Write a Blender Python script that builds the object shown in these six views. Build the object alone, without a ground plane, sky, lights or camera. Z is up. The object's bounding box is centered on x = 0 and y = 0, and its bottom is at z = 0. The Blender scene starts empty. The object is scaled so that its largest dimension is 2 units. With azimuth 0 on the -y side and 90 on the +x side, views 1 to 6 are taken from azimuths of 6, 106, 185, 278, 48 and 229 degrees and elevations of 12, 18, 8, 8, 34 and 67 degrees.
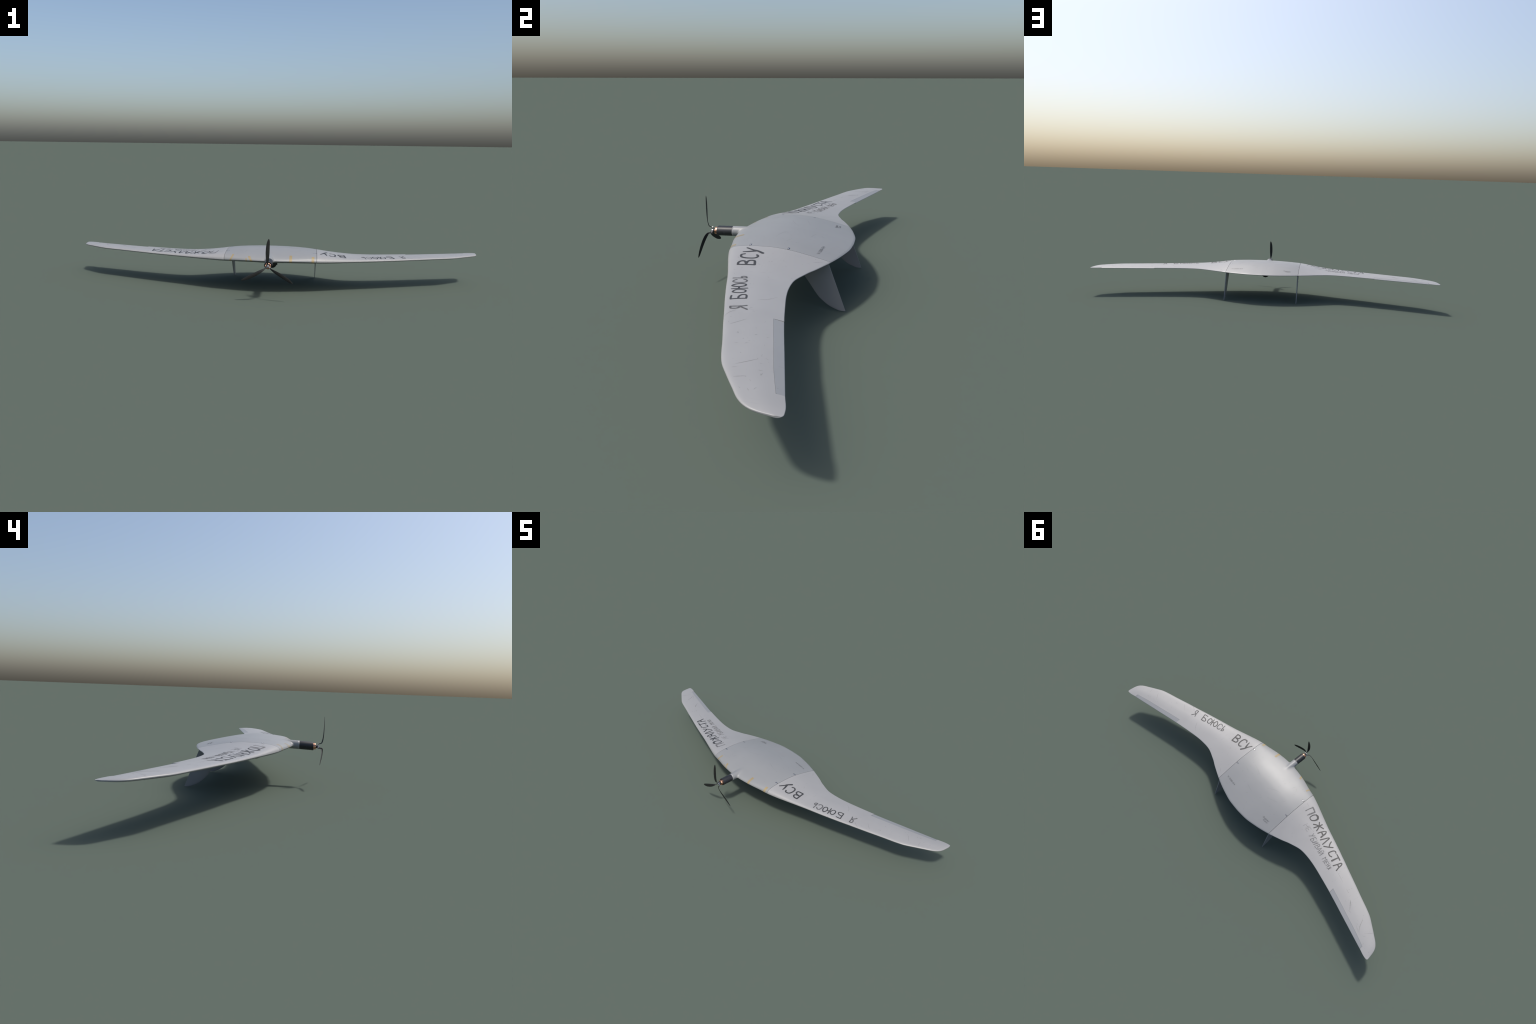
"""A small grey flying-wing survey drone: blended centre body, two wing panels with
elevons, two under-fins, a tractor motor with a three-blade folding propeller, a camera
ball under the belly, and hand-written marker lettering on the wings."""
import bpy, bmesh, math, random
import numpy as np
from mathutils import Vector, Matrix
from mathutils.bvhtree import BVHTree

random.seed(7)
SEAM = 0.2102            # spanwise station where a wing panel meets the centre body
HINGE = 0.832            # elevon hinge line, as a fraction of the chord
ELEVON = (0.6445, 0.9405)
SET_DOWN = -0.0020       # height of the wing datum over the drawn profile


# ------------------------------------------------------------------ helpers
def pchip(xs, ys):
    """Monotone cubic through control points."""
    xs, ys = np.array(xs, float), np.array(ys, float)
    h, d = np.diff(xs), np.diff(ys) / np.diff(xs)
    m = np.zeros_like(xs)
    m[0], m[-1] = d[0], d[-1]
    for i in range(1, len(xs) - 1):
        if d[i - 1] * d[i] > 0:
            w1, w2 = 2 * h[i] + h[i - 1], h[i] + 2 * h[i - 1]
            m[i] = (w1 + w2) / (w1 / d[i - 1] + w2 / d[i])

    def f(x):
        x = np.clip(x, xs[0], xs[-1])
        i = np.clip(np.searchsorted(xs, x) - 1, 0, len(xs) - 2)
        t = (x - xs[i]) / h[i]
        return ((2 * t**3 - 3 * t**2 + 1) * ys[i] + (t**3 - 2 * t**2 + t) * h[i] * m[i]
                + (-2 * t**3 + 3 * t**2) * ys[i + 1] + (t**3 - t**2) * h[i] * m[i + 1])
    return f


def smooth(a, b, x):
    t = min(1.0, max(0.0, (x - a) / (b - a)))
    return t * t * (3 - 2 * t)


def catmull(points, n=8):
    """Catmull-Rom through 2D/3D points; straight pieces stay straight."""
    p = [np.array(q, float) for q in points]
    if len(p) == 2:
        return [p[0] + (p[1] - p[0]) * i / n for i in range(n + 1)]
    closed = np.allclose(p[0], p[-1])
    first = p[-2] if closed else 2 * p[0] - p[1]
    last = p[1] if closed else 2 * p[-1] - p[-2]
    p = [first] + p + [last]
    out = []
    for i in range(1, len(p) - 2):
        a, b, c, d = p[i - 1:i + 3]
        for k in range(n):
            t = k / n
            out.append(0.5 * (2 * b + (c - a) * t + (2 * a - 5 * b + 4 * c - d) * t * t + (3 * b - a - 3 * c + d) * t**3))
    return out + [p[-2]]


def new_object(name, verts, faces, material, parent=None, smooth_angle=35.0):
    mesh = bpy.data.meshes.new(name)
    mesh.from_pydata([tuple(map(float, v)) for v in verts], [], faces)
    bm = bmesh.new()
    bm.from_mesh(mesh)
    bmesh.ops.recalc_face_normals(bm, faces=bm.faces)
    bm.to_mesh(mesh)
    bm.free()
    mesh.shade_smooth()
    mesh.set_sharp_from_angle(angle=math.radians(smooth_angle))
    mesh.materials.append(material)
    obj = bpy.data.objects.new(name, mesh)
    bpy.context.scene.collection.objects.link(obj)
    obj.parent = parent
    return obj


def grid_faces(rows, cols, offset=0, wrap=False):
    out = []
    for i in range(rows - 1):
        for j in range(cols if wrap else cols - 1):
            k = (j + 1) % cols
            out.append((offset + i * cols + j, offset + i * cols + k, offset + (i + 1) * cols + k, offset + (i + 1) * cols + j))
    return out


class Shell:
    """Collects lathed, boxed and lofted pieces into one mesh."""

    def __init__(self):
        self.v, self.f = [], []

    def loft(self, rings, cap=True):
        base, n = len(self.v), len(rings[0])
        for r in rings:
            self.v += [tuple(p) for p in r]
        self.f += grid_faces(len(rings), n, base, wrap=True)
        if cap:
            self.f.append(tuple(base + j for j in range(n)))
            self.f.append(tuple(base + (len(rings) - 1) * n + j for j in range(n)))

    def lathe(self, profile, frame, n=40, cap=True):
        """profile: (distance along the axis, radius); frame(a, u, v) -> point."""
        self.loft([[frame(a, r * math.cos(q), r * math.sin(q)) for q in np.linspace(0, math.tau, n, endpoint=False)] for a, r in profile], cap)

    def box(self, centre, half, axes=None, bevel=0.0):
        ax = axes or (Vector((1, 0, 0)), Vector((0, 1, 0)), Vector((0, 0, 1)))
        c, (hx, hy, hz) = Vector(centre), half
        b = min(bevel, hx * 0.9, hy * 0.9, hz * 0.9)
        rings = []
        for z, inset in ((-hz, b), (-hz + b, 0), (hz - b, 0), (hz, b)):
            x, y = hx - inset, hy - inset
            pts = [(-x, -y + b), (-x + b, -y), (x - b, -y), (x, -y + b), (x, y - b), (x - b, y), (-x + b, y), (-x, y - b)]
            rings.append([c + ax[0] * p + ax[1] * q + ax[2] * z for p, q in pts])
        self.loft(rings)

    def make(self, name, material, parent=None, angle=35.0):
        return new_object(name, self.v, self.f, material, parent, angle)


# ------------------------------------------------------------------ materials
def node_material(name, base, rough, metallic=0.0, vary=0.06, scale=9.0, grain=0.0, specks=0.0, other=None, other_amount=0.0, bump=0.0, coat=0.0, spec=0.5):
    mat = bpy.data.materials.new(name)
    mat.use_nodes = True
    nt = mat.node_tree
    n, l = nt.nodes, nt.links
    bsdf = n["Principled BSDF"]
    tc = n.new("ShaderNodeTexCoord")
    noise = n.new("ShaderNodeTexNoise")
    noise.inputs["Scale"].default_value = scale
    noise.inputs["Detail"].default_value = 5.0
    noise.inputs["Roughness"].default_value = 0.55
    l.new(tc.outputs["Object"], noise.inputs["Vector"])
    ramp = n.new("ShaderNodeValToRGB")
    ramp.color_ramp.elements[0].position, ramp.color_ramp.elements[1].position = 0.3, 0.7
    lo, hi = [c * (1 - vary) for c in base], [min(1, c * (1 + vary)) for c in base]
    ramp.color_ramp.elements[0].color, ramp.color_ramp.elements[1].color = (*lo, 1), (*hi, 1)
    l.new(noise.outputs["Fac"], ramp.inputs["Fac"])
    colour = ramp.outputs["Color"]

    def mix(fac, a, b, blend="MIX"):
        m = n.new("ShaderNodeMix")
        m.data_type, m.blend_type = "RGBA", blend
        if isinstance(fac, float):
            m.inputs[0].default_value = fac
        else:
            l.new(fac, m.inputs[0])
        l.new(a, m.inputs[6])
        if isinstance(b, tuple):
            m.inputs[7].default_value = b
        else:
            l.new(b, m.inputs[7])
        return m.outputs[2]

    def threshold(value, lo_, hi_, amount):
        r = n.new("ShaderNodeMapRange")
        r.inputs["From Min"].default_value, r.inputs["From Max"].default_value = lo_, hi_
        r.inputs["To Max"].default_value = amount
        l.new(value, r.inputs["Value"])
        return r.outputs["Result"]

    if specks:
        dots = n.new("ShaderNodeTexVoronoi")       # small dirt specks
        dots.inputs["Scale"].default_value = 55.0
        l.new(tc.outputs["Object"], dots.inputs["Vector"])
        patch = n.new("ShaderNodeTexNoise")
        patch.inputs["Scale"].default_value = 14.0
        l.new(tc.outputs["Object"], patch.inputs["Vector"])
        a = threshold(dots.outputs["Distance"], 0.11, 0.05, 1.0)
        b = threshold(patch.outputs["Fac"], 0.5, 0.62, specks)
        m = n.new("ShaderNodeMath")
        m.operation = "MULTIPLY"
        l.new(a, m.inputs[0])
        l.new(b, m.inputs[1])
        colour = mix(m.outputs[0], colour, tuple(c * 0.5 for c in base) + (1,))
        for turn, stretch, amount in ((0.45, 0.035, 0.30), (-0.8, 0.03, 0.22)):  # faint rubbed streaks
            mp = n.new("ShaderNodeMapping")
            mp.inputs["Rotation"].default_value = (0, 0, turn)
            mp.inputs["Scale"].default_value = (1.0, stretch * 4, 1.0)
            l.new(tc.outputs["Object"], mp.inputs["Vector"])
            st = n.new("ShaderNodeTexNoise")
            st.inputs["Scale"].default_value = 120.0
            st.inputs["Detail"].default_value = 3.0
            l.new(mp.outputs["Vector"], st.inputs["Vector"])
            pn = n.new("ShaderNodeTexNoise")
            pn.inputs["Scale"].default_value = 11.0 + turn * 3
            l.new(tc.outputs["Object"], pn.inputs["Vector"])
            m = n.new("ShaderNodeMath")
            m.operation = "MULTIPLY"
            l.new(threshold(st.outputs["Fac"], 0.64, 0.72, 1.0), m.inputs[0])
            l.new(threshold(pn.outputs["Fac"], 0.52, 0.66, amount), m.inputs[1])
            colour = mix(m.outputs[0], colour, tuple(c * 0.62 for c in base) + (1,))
    if other is not None:
        blot = n.new("ShaderNodeTexNoise")
        blot.inputs["Scale"].default_value = 160.0
        blot.inputs["Detail"].default_value = 4.0
        l.new(tc.outputs["Object"], blot.inputs["Vector"])
        colour = mix(threshold(blot.outputs["Fac"], 0.25, 0.75, other_amount), colour, (*other, 1))
    l.new(colour, bsdf.inputs["Base Color"])
    fine = n.new("ShaderNodeTexNoise")
    fine.inputs["Scale"].default_value = 60.0
    l.new(tc.outputs["Object"], fine.inputs["Vector"])
    rr = n.new("ShaderNodeMapRange")
    rr.inputs["To Min"].default_value, rr.inputs["To Max"].default_value = rough * 0.975, min(1, rough * 1.025)
    l.new(fine.outputs["Fac"], rr.inputs["Value"])
    l.new(rr.outputs["Result"], bsdf.inputs["Roughness"])
    bsdf.inputs["Metallic"].default_value = metallic
    bsdf.inputs["Specular IOR Level"].default_value = spec
    bsdf.inputs["Coat Weight"].default_value = coat
    if bump:
        bp = n.new("ShaderNodeBump")
        bp.inputs["Strength"].default_value = bump
        bp.inputs["Distance"].default_value = 0.0006
        l.new(fine.outputs["Fac"], bp.inputs["Height"])
        l.new(bp.outputs["Normal"], bsdf.inputs["Normal"])
    return mat


WING_PAINT = (0.279, 0.279, 0.279)
BODY_PAINT = (0.227, 0.233, 0.236)
M_WING = node_material("wing_paint", WING_PAINT, 0.42, vary=0.03, specks=0.8)
M_BODY = node_material("body_paint", BODY_PAINT, 0.44, vary=0.025, specks=0.6)
M_ELEVON = node_material("elevon_paint", (0.232, 0.240, 0.247), 0.45, vary=0.03, specks=0.4)
M_FIN = node_material("fin_paint", (0.22, 0.222, 0.23), 0.45, vary=0.03)
M_INK = node_material("marker_ink", (0.029, 0.029, 0.030), 0.55, vary=0.2, scale=60, other=WING_PAINT, other_amount=0.07, spec=0.5)
M_INK_WORN = node_material("worn_marker_ink", (0.042, 0.042, 0.044), 0.55, vary=0.2, scale=60, other=WING_PAINT, other_amount=0.35, spec=0.35)
M_INK_THIN = node_material("thin_marker_ink", (0.055, 0.055, 0.057), 0.6, vary=0.2, scale=60, other=WING_PAINT, other_amount=0.55, spec=0.35)
M_INK_FAINT = node_material("faint_marker_ink", (0.10, 0.10, 0.105), 0.45, vary=0.2, scale=60, other=WING_PAINT, other_amount=1.0)
M_PRINT = node_material("stencil_print", (0.105, 0.11, 0.115), 0.5, vary=0.1, other=BODY_PAINT, other_amount=0.35)
M_SCUFF = node_material("scuff_dirt", (0.145, 0.146, 0.145), 0.6, vary=0.2, scale=40, other=WING_PAINT, other_amount=0.8)
M_SCUFF_BODY = node_material("body_scuff_dirt", (0.16, 0.163, 0.165), 0.5, vary=0.15, scale=40, other=BODY_PAINT, other_amount=0.9)
M_TAPE = node_material("yellowed_tape", (0.285, 0.215, 0.095), 0.5, vary=0.1, scale=40, other=BODY_PAINT, other_amount=0.3)
M_BLACK = node_material("anodised_black", (0.014, 0.015, 0.018), 0.46, vary=0.1, spec=0.5)
M_BLADE = node_material("blade_plastic", (0.010, 0.0105, 0.010), 0.55, vary=0.3, scale=120, bump=0.2, spec=0.35)
M_COPPER = node_material("copper_wire", (0.70, 0.36, 0.23), 0.28, metallic=1.0, vary=0.15, scale=200)
M_STEEL = node_material("bare_steel", (0.40, 0.40, 0.43), 0.36, metallic=1.0, vary=0.05)
M_DARK = node_material("dark_recess", (0.02, 0.021, 0.024), 0.6)
M_GLASS = node_material("camera_shell", (0.022, 0.026, 0.022), 0.3, vary=0.1)

# ------------------------------------------------------------------ the wing surface
nose_line = pchip([0, .03, .098, .173, .21, .26, .31, .397, .487, .577, .62, .70, .78, .83, .862, .907, .94, .976, .991, .9965, 1.0],
                  [-.1415, -.1406, -.1328, -.1164, -.1092, -.0945, -.077, -.0465, -.0187, .0105, .0252, .052, .0797, .0962, .1088, .1358, .1572, .1829, .2034, .222, .248])
tail_line = pchip([0, .056, .134, .211, .25, .29, .312, .343, .365, .383, .40, .419, .457, .50, .56, .644, .80, .94, .9826, .994, .998, 1.0],
                  [.2515, .2490, .2337, .2100, .1945, .1775, .1665, .1545, .1464, .1416, .1395, .1390, .1409, .1467, .1588, .1777, .2180, .2545, .2655, .2662, .2645, .2625])
nose_height = pchip([0, .1, .21, .3, .4, .6, .86, .98, 1.0], [.1650, .1640, .1600, .1572, .1549, .1536, .1537, .1529, .1516])
tail_height = pchip([0, .21, .3, .4, .5, .64, .94, 1.0], [.1545, .154, .1535, .1531, .1526, .1520, .1521, .1519])
crest_height = pchip([0, .05, .1, .15, .21, .25, .3, .35, .4, .5, .6, .77, .86, .92, .97, .99, 1.0],
                     [.1984, .1979, .1965, .1934, .1868, .1805, .1736, .1682, .1647, .1619, .1605, .1597, .1595, .1590, .1574, .1550, .1528])
belly_height = pchip([0, .1, .21, .3, .4, .6, .86, .97, .99, 1.0], [.1345, .137, .1422, .1445, .1453, .1457, .1464, .1475, .1484, .1492])
tail_thickness = pchip([0, .21, .4, .9, 1.0], [.0034, .003, .0024, .002, .0012])
top_blunt = pchip([0, .003, .010, .025, .05, .09, .15, .22, .30, .43, .5, .617, .75, .87, .95, 1.0],
                  [0, .20, .36, .535, .69, .82, .91, .955, .985, 1.0, .97, .84, .595, .33, .135, 0])
top_shape = pchip([0, .004, .012, .03, .06, .1, .17, .235, .3, .36, .43, .5, .617, .75, .87, .95, 1.0],
                  [0, .11, .20, .315, .435, .555, .715, .84, .93, .98, 1.0, .97, .835, .585, .32, .13, 0])
belly_deep = pchip([0, .006, .02, .05, .1, .2, .35, .5, .7, .85, 1.0], [0, .12, .23, .38, .56, .82, 1.0, .97, .72, .38, 0])
belly_flat = pchip([0, .006, .02, .05, .1, .2, .35, .55, .75, .88, 1.0], [0, .25, .46, .70, .88, .98, 1.0, .92, .66, .36, 0])


def surface(x, t, top):
    """A point of the blended wing-body: x along the span, t along the chord."""
    a = abs(x)
    y0, y1 = float(nose_line(a)), float(tail_line(a))
    base = float(nose_height(a)) * (1 - t) + float(tail_height(a)) * t
    w = smooth(.06, .30, a)
    if top:
        ref = float(nose_height(a)) * 0.57 + float(tail_height(a)) * 0.43
        z = base + (float(crest_height(a)) - ref) * (float(top_shape(t)) * (1 - w) + float(top_blunt(t)) * w) + t * float(tail_thickness(a)) / 2
    else:
        ref = float(nose_height(a)) * 0.65 + float(tail_height(a)) * 0.35
        s = float(belly_deep(t)) * (1 - w) + float(belly_flat(t)) * w
        z = base - (ref - float(belly_height(a))) * s - t * float(tail_thickness(a)) / 2
    return Vector((x, y0 + (y1 - y0) * t, z + SET_DOWN))


front = [HINGE * (1 - math.cos(u * math.pi / 2)) for u in np.linspace(0, 1, 46)]
rear = [HINGE + (1 - HINGE) * u for u in np.linspace(0, 1, 11)[1:]]
TT = front + rear                    # chord stations, nose to tail
KH = len(front) - 1                  # index of the hinge column
NT = len(TT)


def section(x):
    """Closed loop: hinge-to-tail and back are contiguous; tail top ... nose ... tail bottom, tail edge."""
    loop = [surface(x, t, True) for t in reversed(TT)] + [surface(x, t, False) for t in TT[1:]]
    edge = (loop[0] + loop[-1]) / 2
    edge.y += (loop[0].z - loop[-1].z) * 0.45
    return loop + [edge]


def loft_sections(stations):
    v, n = [], 2 * NT
    for x in stations:
        v += section(x)
    f = grid_faces(len(stations), n, 0, wrap=True)
    f.append(tuple(range(n)))
    f.append(tuple((len(stations) - 1) * n + j for j in range(n)))
    return v, f


drone = bpy.data.objects.new("flying_wing_drone", None)
bpy.context.scene.collection.objects.link(drone)
drone["label"] = "grey flying-wing drone with nose propeller and handwritten marker text"
drone["category"] = "drone"

# centre body -------------------------------------------------------
fv, ff = loft_sections(list(np.linspace(-SEAM + .0007, SEAM - .0007, 81)))
fuselage = new_object("fuselage", fv, ff, M_BODY, drone)


# wing panels and elevons ----------------------------------------------
def wing_stations():
    a = list(np.linspace(SEAM + .0007, ELEVON[0], 52))
    b = list(np.linspace(ELEVON[0], ELEVON[1], 40))[1:]
    c = [ELEVON[1] + (1.0 - ELEVON[1]) * math.sin(u * math.pi / 2) for u in np.linspace(0, 1, 26)][1:]
    return a + b + c, len(a) - 1, len(a) + len(b) - 1


def build_wing(side):
    xs, e0, e1 = wing_stations()
    n = 2 * NT
    loops = [section(x) for x in xs]
    verts = [p for lp in loops for p in lp]
    hi, lo = NT - 1 - KH, NT - 1 + KH           # loop indices of the hinge, upper and lower
    rear_cols = set(range(0, hi)) | set(range(lo, n))
    faces = []
    for i in range(len(xs) - 1):
        for j in range(n):
            if e0 <= i < e1 and j in rear_cols:
                continue                        # the elevon bay
            k = (j + 1) % n
            faces.append((i * n + j, i * n + k, (i + 1) * n + k, (i + 1) * n + j))
    faces.append(tuple(range(n)))
    faces.append(tuple((len(xs) - 1) * n + j for j in range(n)))
    bay = list(range(0, hi + 1)) + list(range(lo, n))
    for i in range(e0, e1):                     # shroud in front of the elevon
        faces.append((i * n + hi, i * n + lo, (i + 1) * n + lo, (i + 1) * n + hi))
    for i in (e0, e1):                          # end walls of the bay
        faces.append(tuple(i * n + j for j in bay))
    flip = Vector((side, 1, 1))
    wing = new_object("wing", [p * flip for p in verts], faces, M_WING, drone)

    # elevon: the rear part of the same section, slightly drooped, with thin gaps round it
    droop = math.radians(4.5)
    ex = np.linspace(ELEVON[0] + .0008, ELEVON[1] - .0008, 34)
    rings = []
    for x in ex:
        lp = section(x)
        ring = [lp[j] for j in bay]
        top, bot = ring[hi], ring[hi + 1]
        pivot = (top + bot) / 2
        out = []
        for p in ring:
            q = p - pivot
            q = Vector((0, q.y * math.cos(droop) + q.z * math.sin(droop), q.z * math.cos(droop) - q.y * math.sin(droop)))
            q = pivot + q
            q.y += .00005
            q.z -= .0001
            out.append(Vector((x, q.y, q.z)) * flip)
        rings.append(out)
    sh = Shell()
    sh.loft(rings)
    sh.make("elevon", M_ELEVON, wing, 30)
    return wing


wings = {1: build_wing(1), -1: build_wing(-1)}
bpy.context.view_layer.update()


def bvh_of(*objs):
    v, f = [], []
    for o in objs:
        base = len(v)
        v += [o.matrix_world @ p.co for p in o.data.vertices]
        f += [tuple(base + i for i in p.vertices) for p in o.data.polygons]
    return BVHTree.FromPolygons(v, f)


TREE_BODY = bvh_of(fuselage)
TREE = {s: bvh_of(w, *w.children) for s, w in wings.items()}


def drape(tree, x, y, lift):
    hit = tree.ray_cast(Vector((x, y, 1.0)), Vector((0, 0, -1)))
    if hit[0] is None:
        near = tree.find_nearest(Vector((x, y, .17)))
        return near[0] + near[1] * lift
    return hit[0] + Vector((0, 0, lift))


# motor mount, blended into the nose -----------------------------------------
AXIS_SLOPE = 0.040
def axis_z(y):
    return .1646 + AXIS_SLOPE * (y + .168)


R_MOUNT = 0.0176
rings = [[] for _ in range(22)]
normals_at_end = []
for q in np.linspace(0, math.tau, 72, endpoint=False):
    n_r = Vector((math.cos(q), 0, math.sin(q)))
    start = Vector((n_r.x * R_MOUNT, -.30, axis_z(-.30) + n_r.z * R_MOUNT))
    direction = Vector((0, 1, AXIS_SLOPE)).normalized()
    hit, nrm, _, _ = TREE_BODY.ray_cast(start, direction)
    if hit is None:
        hit, nrm, _, _ = TREE_BODY.find_nearest(Vector((n_r.x * R_MOUNT, -.09, axis_z(-.09) + n_r.z * R_MOUNT)))
    if nrm.dot(direction) > 0:
        nrm = -nrm
    out = (n_r - nrm * nrm.dot(n_r)).normalized()
    size = .010 + .008 * max(0, n_r.z) + .006 * max(0, -n_r.z)
    p0 = hit - direction * min(size, (hit.y + .163))
    p2 = TREE_BODY.find_nearest(hit + out * size)
    end = p2[0]
    front_pt = Vector((n_r.x * R_MOUNT, -.1685, axis_z(-.1685) + n_r.z * R_MOUNT))
    for i in range(6):
        rings[i].append(front_pt.lerp(p0, i / 6))
    for i in range(16):
        t = i / 15
        rings[6 + i].append(p0 * (1 - t)**2 + hit * (2 * t * (1 - t)) + end * t * t)
    normals_at_end.append(p2[1])
sh = Shell()
sh.loft(rings, cap=False)
sh.f.append(tuple(range(72)))
mount = sh.make("motor_mount", M_BODY, drone, 50)
# give the skirt's rim the body's own normals so that no seam shows
nrm = [Vector(v.normal) for v in mount.data.vertices]
for i, nn in enumerate(normals_at_end):
    for ring, w in ((21, 1.0), (20, .6), (19, .3)):
        k = ring * 72 + i
        nrm[k] = (nrm[k] * (1 - w) + nn * w).normalized()


# motor ---------------------------------------------------------------------
def along_axis(a, u, v):
    """a: distance forward of y = -0.168 on the thrust line; u, v across it."""
    ca, sa = math.cos(math.atan(AXIS_SLOPE)), math.sin(math.atan(AXIS_SLOPE))
    return Vector((u, -.168 - a * ca + v * sa, .1646 - a * sa + v * ca))


sh = Shell()
sh.lathe([(-.004, .0170), (.0006, .0170), (.0008, .01735), (.0555, .0174), (.0572, .0170), (.0578, .0162), (.0576, .0154), (.040, .0152)], along_axis, 56)
motor = sh.make("motor", M_BLACK, drone)
sh = Shell()
for side in (1, -1):
    for a in (.029,):
        c = along_axis(a, side * .01715, -.004)
        sh.lathe([(0, .0019), (.0005, .0019), (.00055, .0010)], lambda d, u, v, c=c, s=side: c + Vector((s * d, u, v)), 16)  # small raised dark disc on each side of the motor can; no bore is cut
sh.make("dark_side_disc", M_DARK, motor)
COILS = 6
sh = Shell()
for k in range(COILS):
    mid = math.tau * (k + .25) / COILS
    half = math.tau / COILS * 0.45
    prof = [(.050, .0131), (.0655, .0131), (.0672, .0124), (.0680, .0110), (.0676, .0080), (.0660, .0070), (.050, .0070)]
    ring_list = []
    for s in np.linspace(-1, 1, 9):
        shrink = 1 - .10 * abs(s)**4
        q = mid + half * s
        ring_list.append([along_axis(a if a < .06 else .055 + (a - .055) * shrink, (.0108 + (r - .0108) * shrink) * math.cos(q), (.0108 + (r - .0108) * shrink) * math.sin(q)) for a, r in prof])
    sh.loft(ring_list)
sh.make("copper_winding", M_COPPER, motor, 40)
sh = Shell()
sh.lathe([(.050, .0078), (.0665, .0078), (.0672, .0072), (.0715, .0070), (.0745, .0056), (.0762, .0044), (.0785, .0042)], along_axis, 36)
sh.make("motor_shaft", M_BLACK, motor)

# propeller ---------------------------------------------------------------------
HUB = along_axis(.0772, 0, 0)
TILT = Matrix.Rotation(math.atan(AXIS_SLOPE), 4, "X")


def prop_point(angle, forward, radial, side):
    """Blade frame: radial outward, side = clockwise seen from the front."""
    r = Vector((math.cos(angle), 0, math.sin(angle)))
    s = Vector((math.sin(angle), 0, -math.cos(angle)))
    p = r * radial + s * side + Vector((0, -forward, 0))
    return HUB + TILT @ p


spine = catmull([(.0098, -.0002), (.0118, .0030), (.0127, .0072), (.0152, .0117), (.0200, .0143), (.0340, .0168), (.0490, .0176), (.0750, .0174), (.1000, .0164), (.1282, .0152)], 7)
chord_of = pchip([.0098, .0118, .0152, .020, .034, .049, .068, .088, .104, .116, .123, .1265, .1282], [.0038, .0042, .0058, .0085, .0126, .0150, .0164, .0160, .0140, .0108, .0074, .0045, .0012])
shift_of = pchip([.0098, .05, .09, .1282], [0, -.0004, .0006, .0042])
twist_of = pchip([.0098, .02, .04, .07, .1282], [38, 30, 17, 9, 5])
thick_of = pchip([.0098, .02, .05, .1282], [.0026, .0022, .0019, .0007])


def build_blade(angle, reach=1.0):
    rings = []
    for i, p in enumerate(spine):
        a, b = spine[max(0, i - 1)], spine[min(len(spine) - 1, i + 1)]
        d = (b - a) / np.linalg.norm(b - a)            # along the spine, in (radial, forward)
        nr, nf = -d[1], d[0]                           # blade-thickness direction
        c, th = float(chord_of(p[0])), float(thick_of(p[0]))
        w, off = math.radians(float(twist_of(p[0]))), float(shift_of(p[0]))
        ring = []
        for q in np.linspace(0, math.tau, 20, endpoint=False):
            u, v = math.cos(q) * c / 2, math.sin(q) * th / 2 * (1 + .35 * math.cos(q))
            v += .06 * c * (1 - (2 * u / c)**2)        # camber
            su, nv = u * math.cos(w) + v * math.sin(w), v * math.cos(w) - u * math.sin(w)
            ring.append(prop_point(angle, p[1] + nf * nv, .0098 + (p[0] - .0098) * reach + nr * nv, su + off))
        rings.append(ring)
    s = Shell()
    s.loft(rings)
    return s


ANGLES = [math.radians(a) for a in (90.0, 210.4, 329.6)]
sh = Shell()
sh.lathe([(-.0026, .0040), (-.0022, .0048), (.0010, .0048), (.0018, .0040), (.0020, .0026), (.0044, .0024), (.0048, .0016)], lambda a, u, v: HUB + TILT @ Vector((u, -a, v)), 28)
for ang in ANGLES:
    ax = (TILT @ Vector((math.cos(ang), 0, math.sin(ang))), TILT @ Vector((math.sin(ang), 0, -math.cos(ang))), TILT @ Vector((0, -1, 0)))
    sh.box(prop_point(ang, -.0004, .0062, 0), (.0042, .0026, .0012), ax, .0004)
    for s in (1, -1):
        sh.box(prop_point(ang, .0004, .0106, s * .0022), (.0023, .0005, .0017), ax, .0003)
    sh.lathe([(-.0036, .0007), (-.0034, .0009), (.0034, .0009), (.0036, .0007)], lambda a, u, v, g=ang: prop_point(g, .0004 + u, .0112 + v, a), 14)
hub = sh.make("propeller_hub", M_STEEL, drone)
for ang, reach in zip(ANGLES, (.968, 1.0, 1.0)):
    build_blade(ang, reach).make("propeller_blade", M_BLADE, hub, 60)

# under-fins ------------------------------------------------------------------------
def fin_tail(z):
    return .2612 - max(0.0, z - .0010) * .3880
fin_nose = pchip([0, .0008, .004, .0105, .0245, .0369, .0650, .0693, .1033, .156], [.2440, .2395, .2303, .2150, .1940, .1800, .1588, .1560, .1314, .0935])
for side in (1, -1):
    sh = Shell()
    rings = []
    for z in [.0, .0008, .002, .004, .0075, .0105, .015, .02, .0245, .03, .0369, .045, .055, .065, .08, .095, .11, .13, .15, .153]:
        y0, y1 = float(fin_nose(z)), float(fin_tail(z))
        c = y1 - y0
        th = (.0028 + .0030 * min(1, z / .09))
        ring = []
        prof = [(1.0, .0007 + .18 * th), (.8, .36 * th), (.55, .5 * th), (.3, .46 * th), (.12, .33 * th), (.03, .17 * th), (0, 0)]
        pts = prof + [(t, -h) for t, h in reversed(prof[:-1])]
        for t, h in pts:
            ring.append((side * .2075 + h, y0 + c * t, z))
        rings.append(ring)
    sh.loft(rings)
    sh.make("fin", M_FIN, drone, 35)

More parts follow.
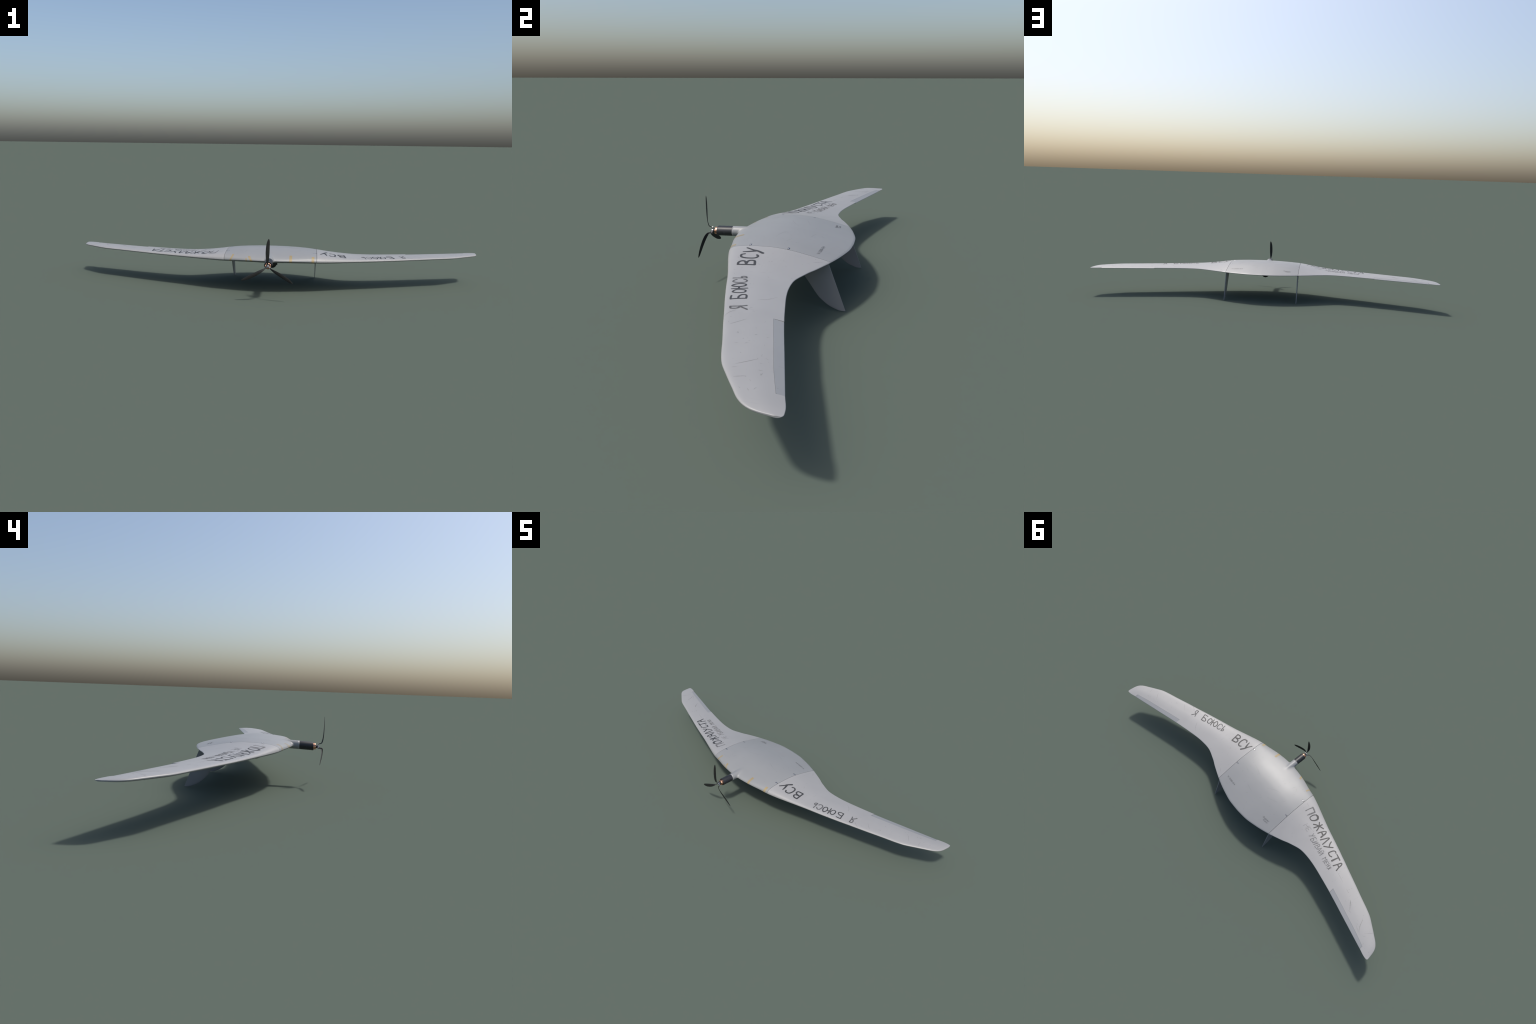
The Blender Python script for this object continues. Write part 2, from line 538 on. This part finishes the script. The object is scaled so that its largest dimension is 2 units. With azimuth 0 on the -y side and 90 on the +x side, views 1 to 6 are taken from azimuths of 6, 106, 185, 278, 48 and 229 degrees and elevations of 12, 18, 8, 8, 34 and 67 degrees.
# camera ball ---------------------------------------------------------------------------
sh = Shell()
ball = [(-.0245 * math.cos(q), .0245 * math.sin(q)) for q in np.linspace(.04, math.pi - .04, 26)]
sh.lathe(ball, lambda a, u, v: Vector((u, .015 + v, 0.1217 + a)), 40)
camera = sh.make("camera_ball", M_GLASS, drone, 50)
sh = Shell()
sh.lathe([(.1187, .0225), (.1237, .0262), (.148, .0275)], lambda a, u, v: Vector((u, .015 + v, a)), 40)
for s in (1, -1):
    sh.lathe([(.020, .0048), (.0255, .0046), (.0262, .0036)], lambda a, u, v, s=s: Vector((s * a, .015 + u, .1172 + v)), 20)
sh.make("camera_mount", M_DARK, camera)
sh = Shell()
sh.lathe([(.018, .0085), (.0248, .0085), (.0252, .0075), (.0240, .0068)], lambda a, u, v: Vector((u, .015 - a * .82 + v * .57, .1217 - a * .57 - v * .82)), 28)
sh.make("camera_lens", M_BLACK, camera)

# wing latches on the centre body -----------------------------------------------------------
for side in (1, -1):
    for y in (-.0405, .0805):
        base, nrm_, _, _ = TREE_BODY.find_nearest(drape(TREE_BODY, side * .2020, y, 0))
        if nrm_.z < 0:
            nrm_ = -nrm_
        ax_x = (Vector((1, 0, 0)) - nrm_ * nrm_.x).normalized()
        ax = (ax_x, nrm_.cross(ax_x), nrm_)
        sh = Shell()
        sh.box(base - nrm_ * .0014, (.0068, .0031, .0015), ax, .0003)
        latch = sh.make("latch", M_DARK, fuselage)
        sh = Shell()
        sh.box(base - ax_x * side * .0010 - nrm_ * .0008, (.0043, .0021, .0014), ax, .0007)
        sh.make("latch_pin", M_STEEL, fuselage)


# yellowed tape round the nose ------------------------------------------------------------------
def chord_at(x, y):
    a = abs(x)
    return max(0.0, (y - float(nose_line(a))) / float(tail_line(a) - nose_line(a)))


def nose_strip(x_top, x_edge, half, y_top, t_under, lift=.0004):
    """A strip that runs from the upper side, round the nose, to the under side."""
    t1 = chord_at(x_top, y_top)
    path = [(t1 * (1 - k / 16)**2, True, k / 16) for k in range(17)] + [(t_under * (k / 8)**2, False, 1.0) for k in range(1, 9)]
    rows = []
    for t, top, w in path:
        xc = x_top + (x_edge - x_top) * w**1.5
        row = []
        for s in np.linspace(-1, 1, 5):
            x = xc + s * half
            p = surface(x, t, top)
            near = TREE_BODY.find_nearest(p)
            n = near[1] if near[1].dot(p - Vector((p.x, .05, .163))) > 0 else -near[1]
            row.append(p + n * lift)
        rows.append(row)
    return [p for r in rows for p in r], grid_faces(len(rows), 5)


for args in ((.093, .0935, .006, -.098, .03), (.193, .1925, .006, -.092, .03), (-.170, -.181, .0038, -.091, .03), (-.1065, -.1062, .0026, -.126, .03), (-.094, -.083, .0052, -.114, .03)):
    v, f = nose_strip(*args)
    new_object("tape_strip", v, f, M_TAPE, fuselage, 60)


# handwriting -------------------------------------------------------------------------------------
def ribbon(points_mm, width, tree, lift, rise, widths=None):
    """A marker stroke laid on the surface: rounded ends, following the skin."""
    pts = [p / 1000.0 for p in catmull(points_mm, 7)]
    n = len(pts)
    rows = []
    wfun = (lambda s: width) if widths is None else (lambda s: width * np.interp(s, np.linspace(0, 1, len(widths)), widths))
    d0 = (pts[1] - pts[0]) / (np.linalg.norm(pts[1] - pts[0]) + 1e-9)
    d1 = (pts[-1] - pts[-2]) / (np.linalg.norm(pts[-1] - pts[-2]) + 1e-9)
    line = [(pts[0] - d0 * wfun(0) * .5 * c, d0, wfun(0) * math.sqrt(max(.03, 1 - c * c))) for c in (1, .85, .5)]
    for i, p in enumerate(pts):
        a, b = pts[max(0, i - 1)], pts[min(n - 1, i + 1)]
        d = (b - a) / (np.linalg.norm(b - a) + 1e-9)
        line.append((p, d, wfun(i / (n - 1))))
    line += [(pts[-1] + d1 * wfun(1) * .5 * c, d1, wfun(1) * math.sqrt(max(.03, 1 - c * c))) for c in (.5, .85, 1)]
    v = []
    for k, (p, d, w) in enumerate(line):
        side = np.array((-d[1], d[0]))
        for s in (-.5, 0, .5):
            q = p + side * w * s
            v.append(drape(tree, q[0], q[1], lift + rise * k / len(line)))
    return v, grid_faces(len(line), 3)


def letter(strokes, side, width, material, widths=None):
    v, f = [], []
    for i, s in enumerate(strokes):
        a, b = ribbon(s, width, TREE[side], .00025 + .00012 * i, .0001, None if widths is None else widths[i])
        f += [tuple(len(v) + k for k in q) for q in b]
        v += a
    new_object("letter", v, f, material, wings[side], 60)


# control points of each stroke in millimetres (across the span, along the flight direction)
I_AM_AFRAID = {
    "ya": [[(613, 38), (607, 61), (600, 75)], [(613, 38), (623, 43), (622, 54), (616, 60), (607, 61)], [(609, 62), (615, 71), (621, 82)]],
    "be": [[(550, 19), (561, 21), (571, 24)], [(571, 24), (565, 40), (559, 60)], [(563, 41), (552, 39), (540, 43), (538, 52), (545, 57), (559, 60)]],
    "o": [[(528, 15), (520, 14), (510, 20), (508, 33), (511, 43), (520, 45), (526, 40), (530, 28), (528, 15)]],
    "yu": [[(508, 5), (502, 25), (496, 43)], [(501, 22), (494, 20)], [(489, 0), (481, 1), (472, 12), (470, 23), (473, 32), (480, 33), (487, 27), (492, 17), (489, 0)]],
    "es": [[(445, -3), (451, -8), (460, -8), (464, 2), (462, 17), (457, 25), (448, 27), (442, 22), (440, 16)]],
    "soft_sign": [[(436, -16), (433, 3), (429, 19)], [(430, 7), (425, 4), (420, 8), (421, 16), (429, 20)]],
}
ARMED_FORCES = {
    "ve": [[(342, -35), (339, -12), (336, 13)], [(342, -35), (329, -38), (320, -35), (316, -28), (320, -20), (334, -13)], [(334, -13), (319, -13), (311, -9), (309, 0), (312, 6), (323, 10), (336, 13)]],
    "es": [[(269, -38), (274, -46), (283, -45), (291, -40), (295, -28), (295, -13), (292, -1), (286, 5), (278, 6), (271, 1)]],
    "u": [[(255, -47), (252, -31), (245, -10)], [(227, -43), (239, -21), (244, -6), (256, 14)]],
}
PLEASE = {
    "pe": [[(-251, -15), (-255, -34), (-262, -57)], [(-262, -57), (-276, -53), (-288, -48)], [(-288, -48), (-281, -26), (-275, -7)]],
    "o": [[(-304, -45), (-295, -31), (-292, -16), (-293, -8), (-299, -4), (-308, -4), (-316, -10), (-323, -21), (-325, -34), (-319, -41), (-313, -44), (-304, -43)]],
    "zhe": [[(-344, -29), (-358, -14), (-364, -3), (-368, 13)], [(-332, 2), (-342, -6), (-358, -14), (-369, -18), (-383, -22)], [(-363, -32), (-358, -14), (-353, -2), (-347, 13)]],
    "a": [[(-382, 17), (-389, -1), (-400, -20), (-406, -21), (-410, -10), (-409, 4), (-409, 19)], [(-392, -1), (-402, 2)]],
    "el": [[(-417, 31), (-428, 9), (-437, -8), (-442, -9), (-442, 9), (-442, 25), (-442, 38)]],
    "u": [[(-462, -5), (-466, 9), (-474, 22)], [(-454, 41), (-466, 31), (-477, 22), (-490, 9)]],
    "es": [[(-521, 18), (-515, 14), (-509, 16), (-504, 21), (-499, 32), (-496, 45), (-500, 49), (-510, 52), (-521, 48)]],
    "te": [[(-528, 18), (-545, 23), (-561, 28)], [(-547, 26), (-542, 42), (-537, 61)]],
    "last_a": [[(-560, 74), (-570, 52), (-577, 35), (-583, 34), (-586, 43), (-586, 59), (-589, 79)], [(-571, 53), (-584, 57)]],
}
DO_NOT = {
    "en": [[(-308, 21), (-302, 49)], [(-310, 33), (-319, 35)], [(-324, 24), (-318, 44)]],
    "ye": [[(-330, 26), (-323, 51)], [(-323, 51), (-339, 54)], [(-330, 26), (-344, 29)], [(-326, 38), (-338, 41)]],
}
KILL_ME = {
    "u": [[(-369, 34), (-372, 50)], [(-362, 62), (-383, 38)]],
    "be": [[(-401, 43), (-390, 41)], [(-390, 41), (-380, 69)], [(-384, 55), (-391, 55), (-395, 59), (-394, 68), (-387, 71), (-380, 69)]],
    "i": [[(-410, 47), (-400, 73)], [(-400, 73), (-422, 50)], [(-422, 50), (-411, 75)]],
    "ve": [[(-430, 51), (-422, 76)], [(-430, 51), (-436, 52), (-439, 59), (-435, 64), (-429, 63)], [(-435, 63), (-438, 69), (-437, 76), (-428, 78), (-422, 76)]],
    "a": [[(-442, 80), (-447, 68), (-453, 57)], [(-453, 57), (-455, 70), (-454, 85)], [(-447, 71), (-455, 73)]],
    "short_i": [[(-465, 63), (-461, 86)], [(-461, 86), (-479, 65)], [(-479, 65), (-475, 90)], [(-468, 59), (-475, 60)]],
    "em": [[(-497, 94), (-502, 71)], [(-502, 71), (-506, 81)], [(-506, 81), (-516, 75)], [(-516, 75), (-509, 100)]],
    "ye": [[(-521, 79), (-516, 98)], [(-516, 98), (-527, 99)], [(-521, 79), (-533, 81)], [(-519, 88), (-528, 90)]],
    "en": [[(-538, 81), (-535, 102)], [(-536, 91), (-546, 93)], [(-547, 82), (-544, 103)]],
    "ya": [[(-558, 107), (-558, 98), (-561, 90)], [(-561, 90), (-557, 88), (-554, 92), (-558, 96)], [(-559, 97), (-549, 107)]],
}
for key, strokes in I_AM_AFRAID.items():
    letter(strokes, 1, .0051, M_INK_WORN if key in ("ya", "es", "soft_sign") else M_INK)
for key, strokes in ARMED_FORCES.items():
    letter(strokes, 1, .0072, M_INK, {"u": [[.7, 1.1, 1.3], [.85, .9, 1.1, 1.3]]}.get(key))
for key, strokes in PLEASE.items():
    letter(strokes, -1, .0061, M_INK_THIN if key == "pe" else M_INK,
           {"o": [[.9, .9, .85, .85, .85, .9, 1, 1.2, 1.7, 1.9, 1.8, 1.2]], "te": [[.8, 1.1, 1.2], [1.0, 1.2, 1.6]],
            "pe": [[.9, .75, .9], [1.4, 1.4, 1.1], [1.2, 1.2, .8]], "a": [[1, 1, .8, .9, 1.2, 1.3, 1.4], [1.0, 1.4]]}.get(key))
for strokes in DO_NOT.values():
    letter(strokes, -1, .0024, M_INK_FAINT)
for strokes in KILL_ME.values():
    letter(strokes, -1, .0029, M_INK_THIN)


# printed lettering on the centre body: read from behind, so turned half round --------------------
def printed(text, x, y, size, width, slope):
    curve = bpy.data.curves.new("lettering", "FONT")
    curve.body, curve.size, curve.resolution_u, curve.offset = text, size, 4, .00028
    tmp = bpy.data.objects.new("lettering", curve)
    bpy.context.scene.collection.objects.link(tmp)
    bpy.context.view_layer.update()
    mesh = bpy.data.meshes.new_from_object(tmp.evaluated_get(bpy.context.evaluated_depsgraph_get()))
    bpy.data.objects.remove(tmp)
    bpy.data.curves.remove(curve)
    span = max(v.co.x for v in mesh.vertices) - min(v.co.x for v in mesh.vertices)
    left = min(v.co.x for v in mesh.vertices)
    for v in mesh.vertices:
        along = (v.co.x - left) * width / span
        px, py = x - along, y - v.co.y + slope * along
        v.co = drape(TREE_BODY, px, py, .0004)
    mesh.materials.clear()
    mesh.materials.append(M_PRINT)
    obj = bpy.data.objects.new("lettering", mesh)
    bpy.context.scene.collection.objects.link(obj)
    obj.parent = fuselage
    bm = bmesh.new()
    bm.from_mesh(mesh)
    for f in bm.faces:
        if f.normal.z < 0:
            f.normal_flip()
    bm.to_mesh(mesh)
    bm.free()


printed("V-200-54", .1840, .1720, .0128, .069, .08)
printed("Super", -.1245, .1782, .0135, .0425, -.10)
printed("Cam", -.1340, .1875, .0118, .0315, -.09)


# scuffs: a few long scratches where the target has them, and small random ones -------------------
def scuffs(side):
    tree, v, f = TREE.get(side, TREE_BODY), [], []

    def add(points, width, i):
        a, b = ribbon(points, width, tree, .00012 + .0000015 * i, .00003, [.3, 1, .8, .2])
        f.extend(tuple(len(v) + k for k in q) for q in b)
        v.extend(a)
    named = {
        1: [[(868, 140), (852, 160), (838, 175)], [(628, 58), (650, 45), (665, 42)], [(250, 165), (228, 190)], [(705, 70), (672, 98)], [(640, 45), (636, 60)], [(912, 150), (905, 172)],
            [(560, 90), (545, 112), (520, 130)]],
        0: [[(60, 40), (95, 25), (130, 18)], [(-20, 60), (-60, 35), (-95, 22)], [(-70, 90), (-120, 70)], [(30, 150), (42, 158)], [(150, 60), (120, 72)], [(-130, -60), (-142, -40)],
            [(-118, -62), (-110, -40)], [(-150, 20), (-128, 60)], [(70, 120), (20, 132)]],
        -1: [[(-596, 80), (-630, 88), (-655, 96)], [(-690, 104), (-712, 112)], [(-880, 205), (-862, 176), (-855, 150)], [(-872, 205), (-850, 190)], [(-905, 190), (-925, 165), (-932, 158)],
             *[[(-742 - .4 * k, 128 + .5 * k), (-766 - 2.2 * k, 144 + 4.2 * k)] for k in range(7)], [(-790, 168), (-768, 172)], [(-885, 212), (-866, 196)], [(-893, 213), (-868, 184), (-858, 160)], [(-870, 190), (-846, 140)], [(-222, -50), (-246, -44)], [(-920, 195), (-905, 205)]],
    }[side]
    for i, s in enumerate(named):
        add(s, .0014, i)
    rnd = random.Random(20 + side)
    for i in range(60):
        x = rnd.uniform(.24, .97) if side else rnd.uniform(-.18, .18)
        t = rnd.uniform(.08, .78)
        y = float(nose_line(abs(x))) * (1 - t) + float(tail_line(abs(x))) * t
        ang, ln = rnd.gauss(.8, .7), rnd.uniform(2, 11)
        sgn = side or 1
        p = np.array((sgn * x * 1000, y * 1000))
        d = np.array((math.cos(ang) * sgn, math.sin(ang))) * ln / 2
        add([p - d, p + rnd.uniform(-.6, .6), p + d], rnd.uniform(.0005, .0010), 20 + i)
    o = new_object("scuff_marks", v, f, M_SCUFF if side else M_SCUFF_BODY, wings.get(side, fuselage), 60)
    o["kind"] = "stuff"


scuffs(1)
scuffs(-1)
scuffs(0)
mount.data.normals_split_custom_set_from_vertices([tuple(n) for n in nrm])
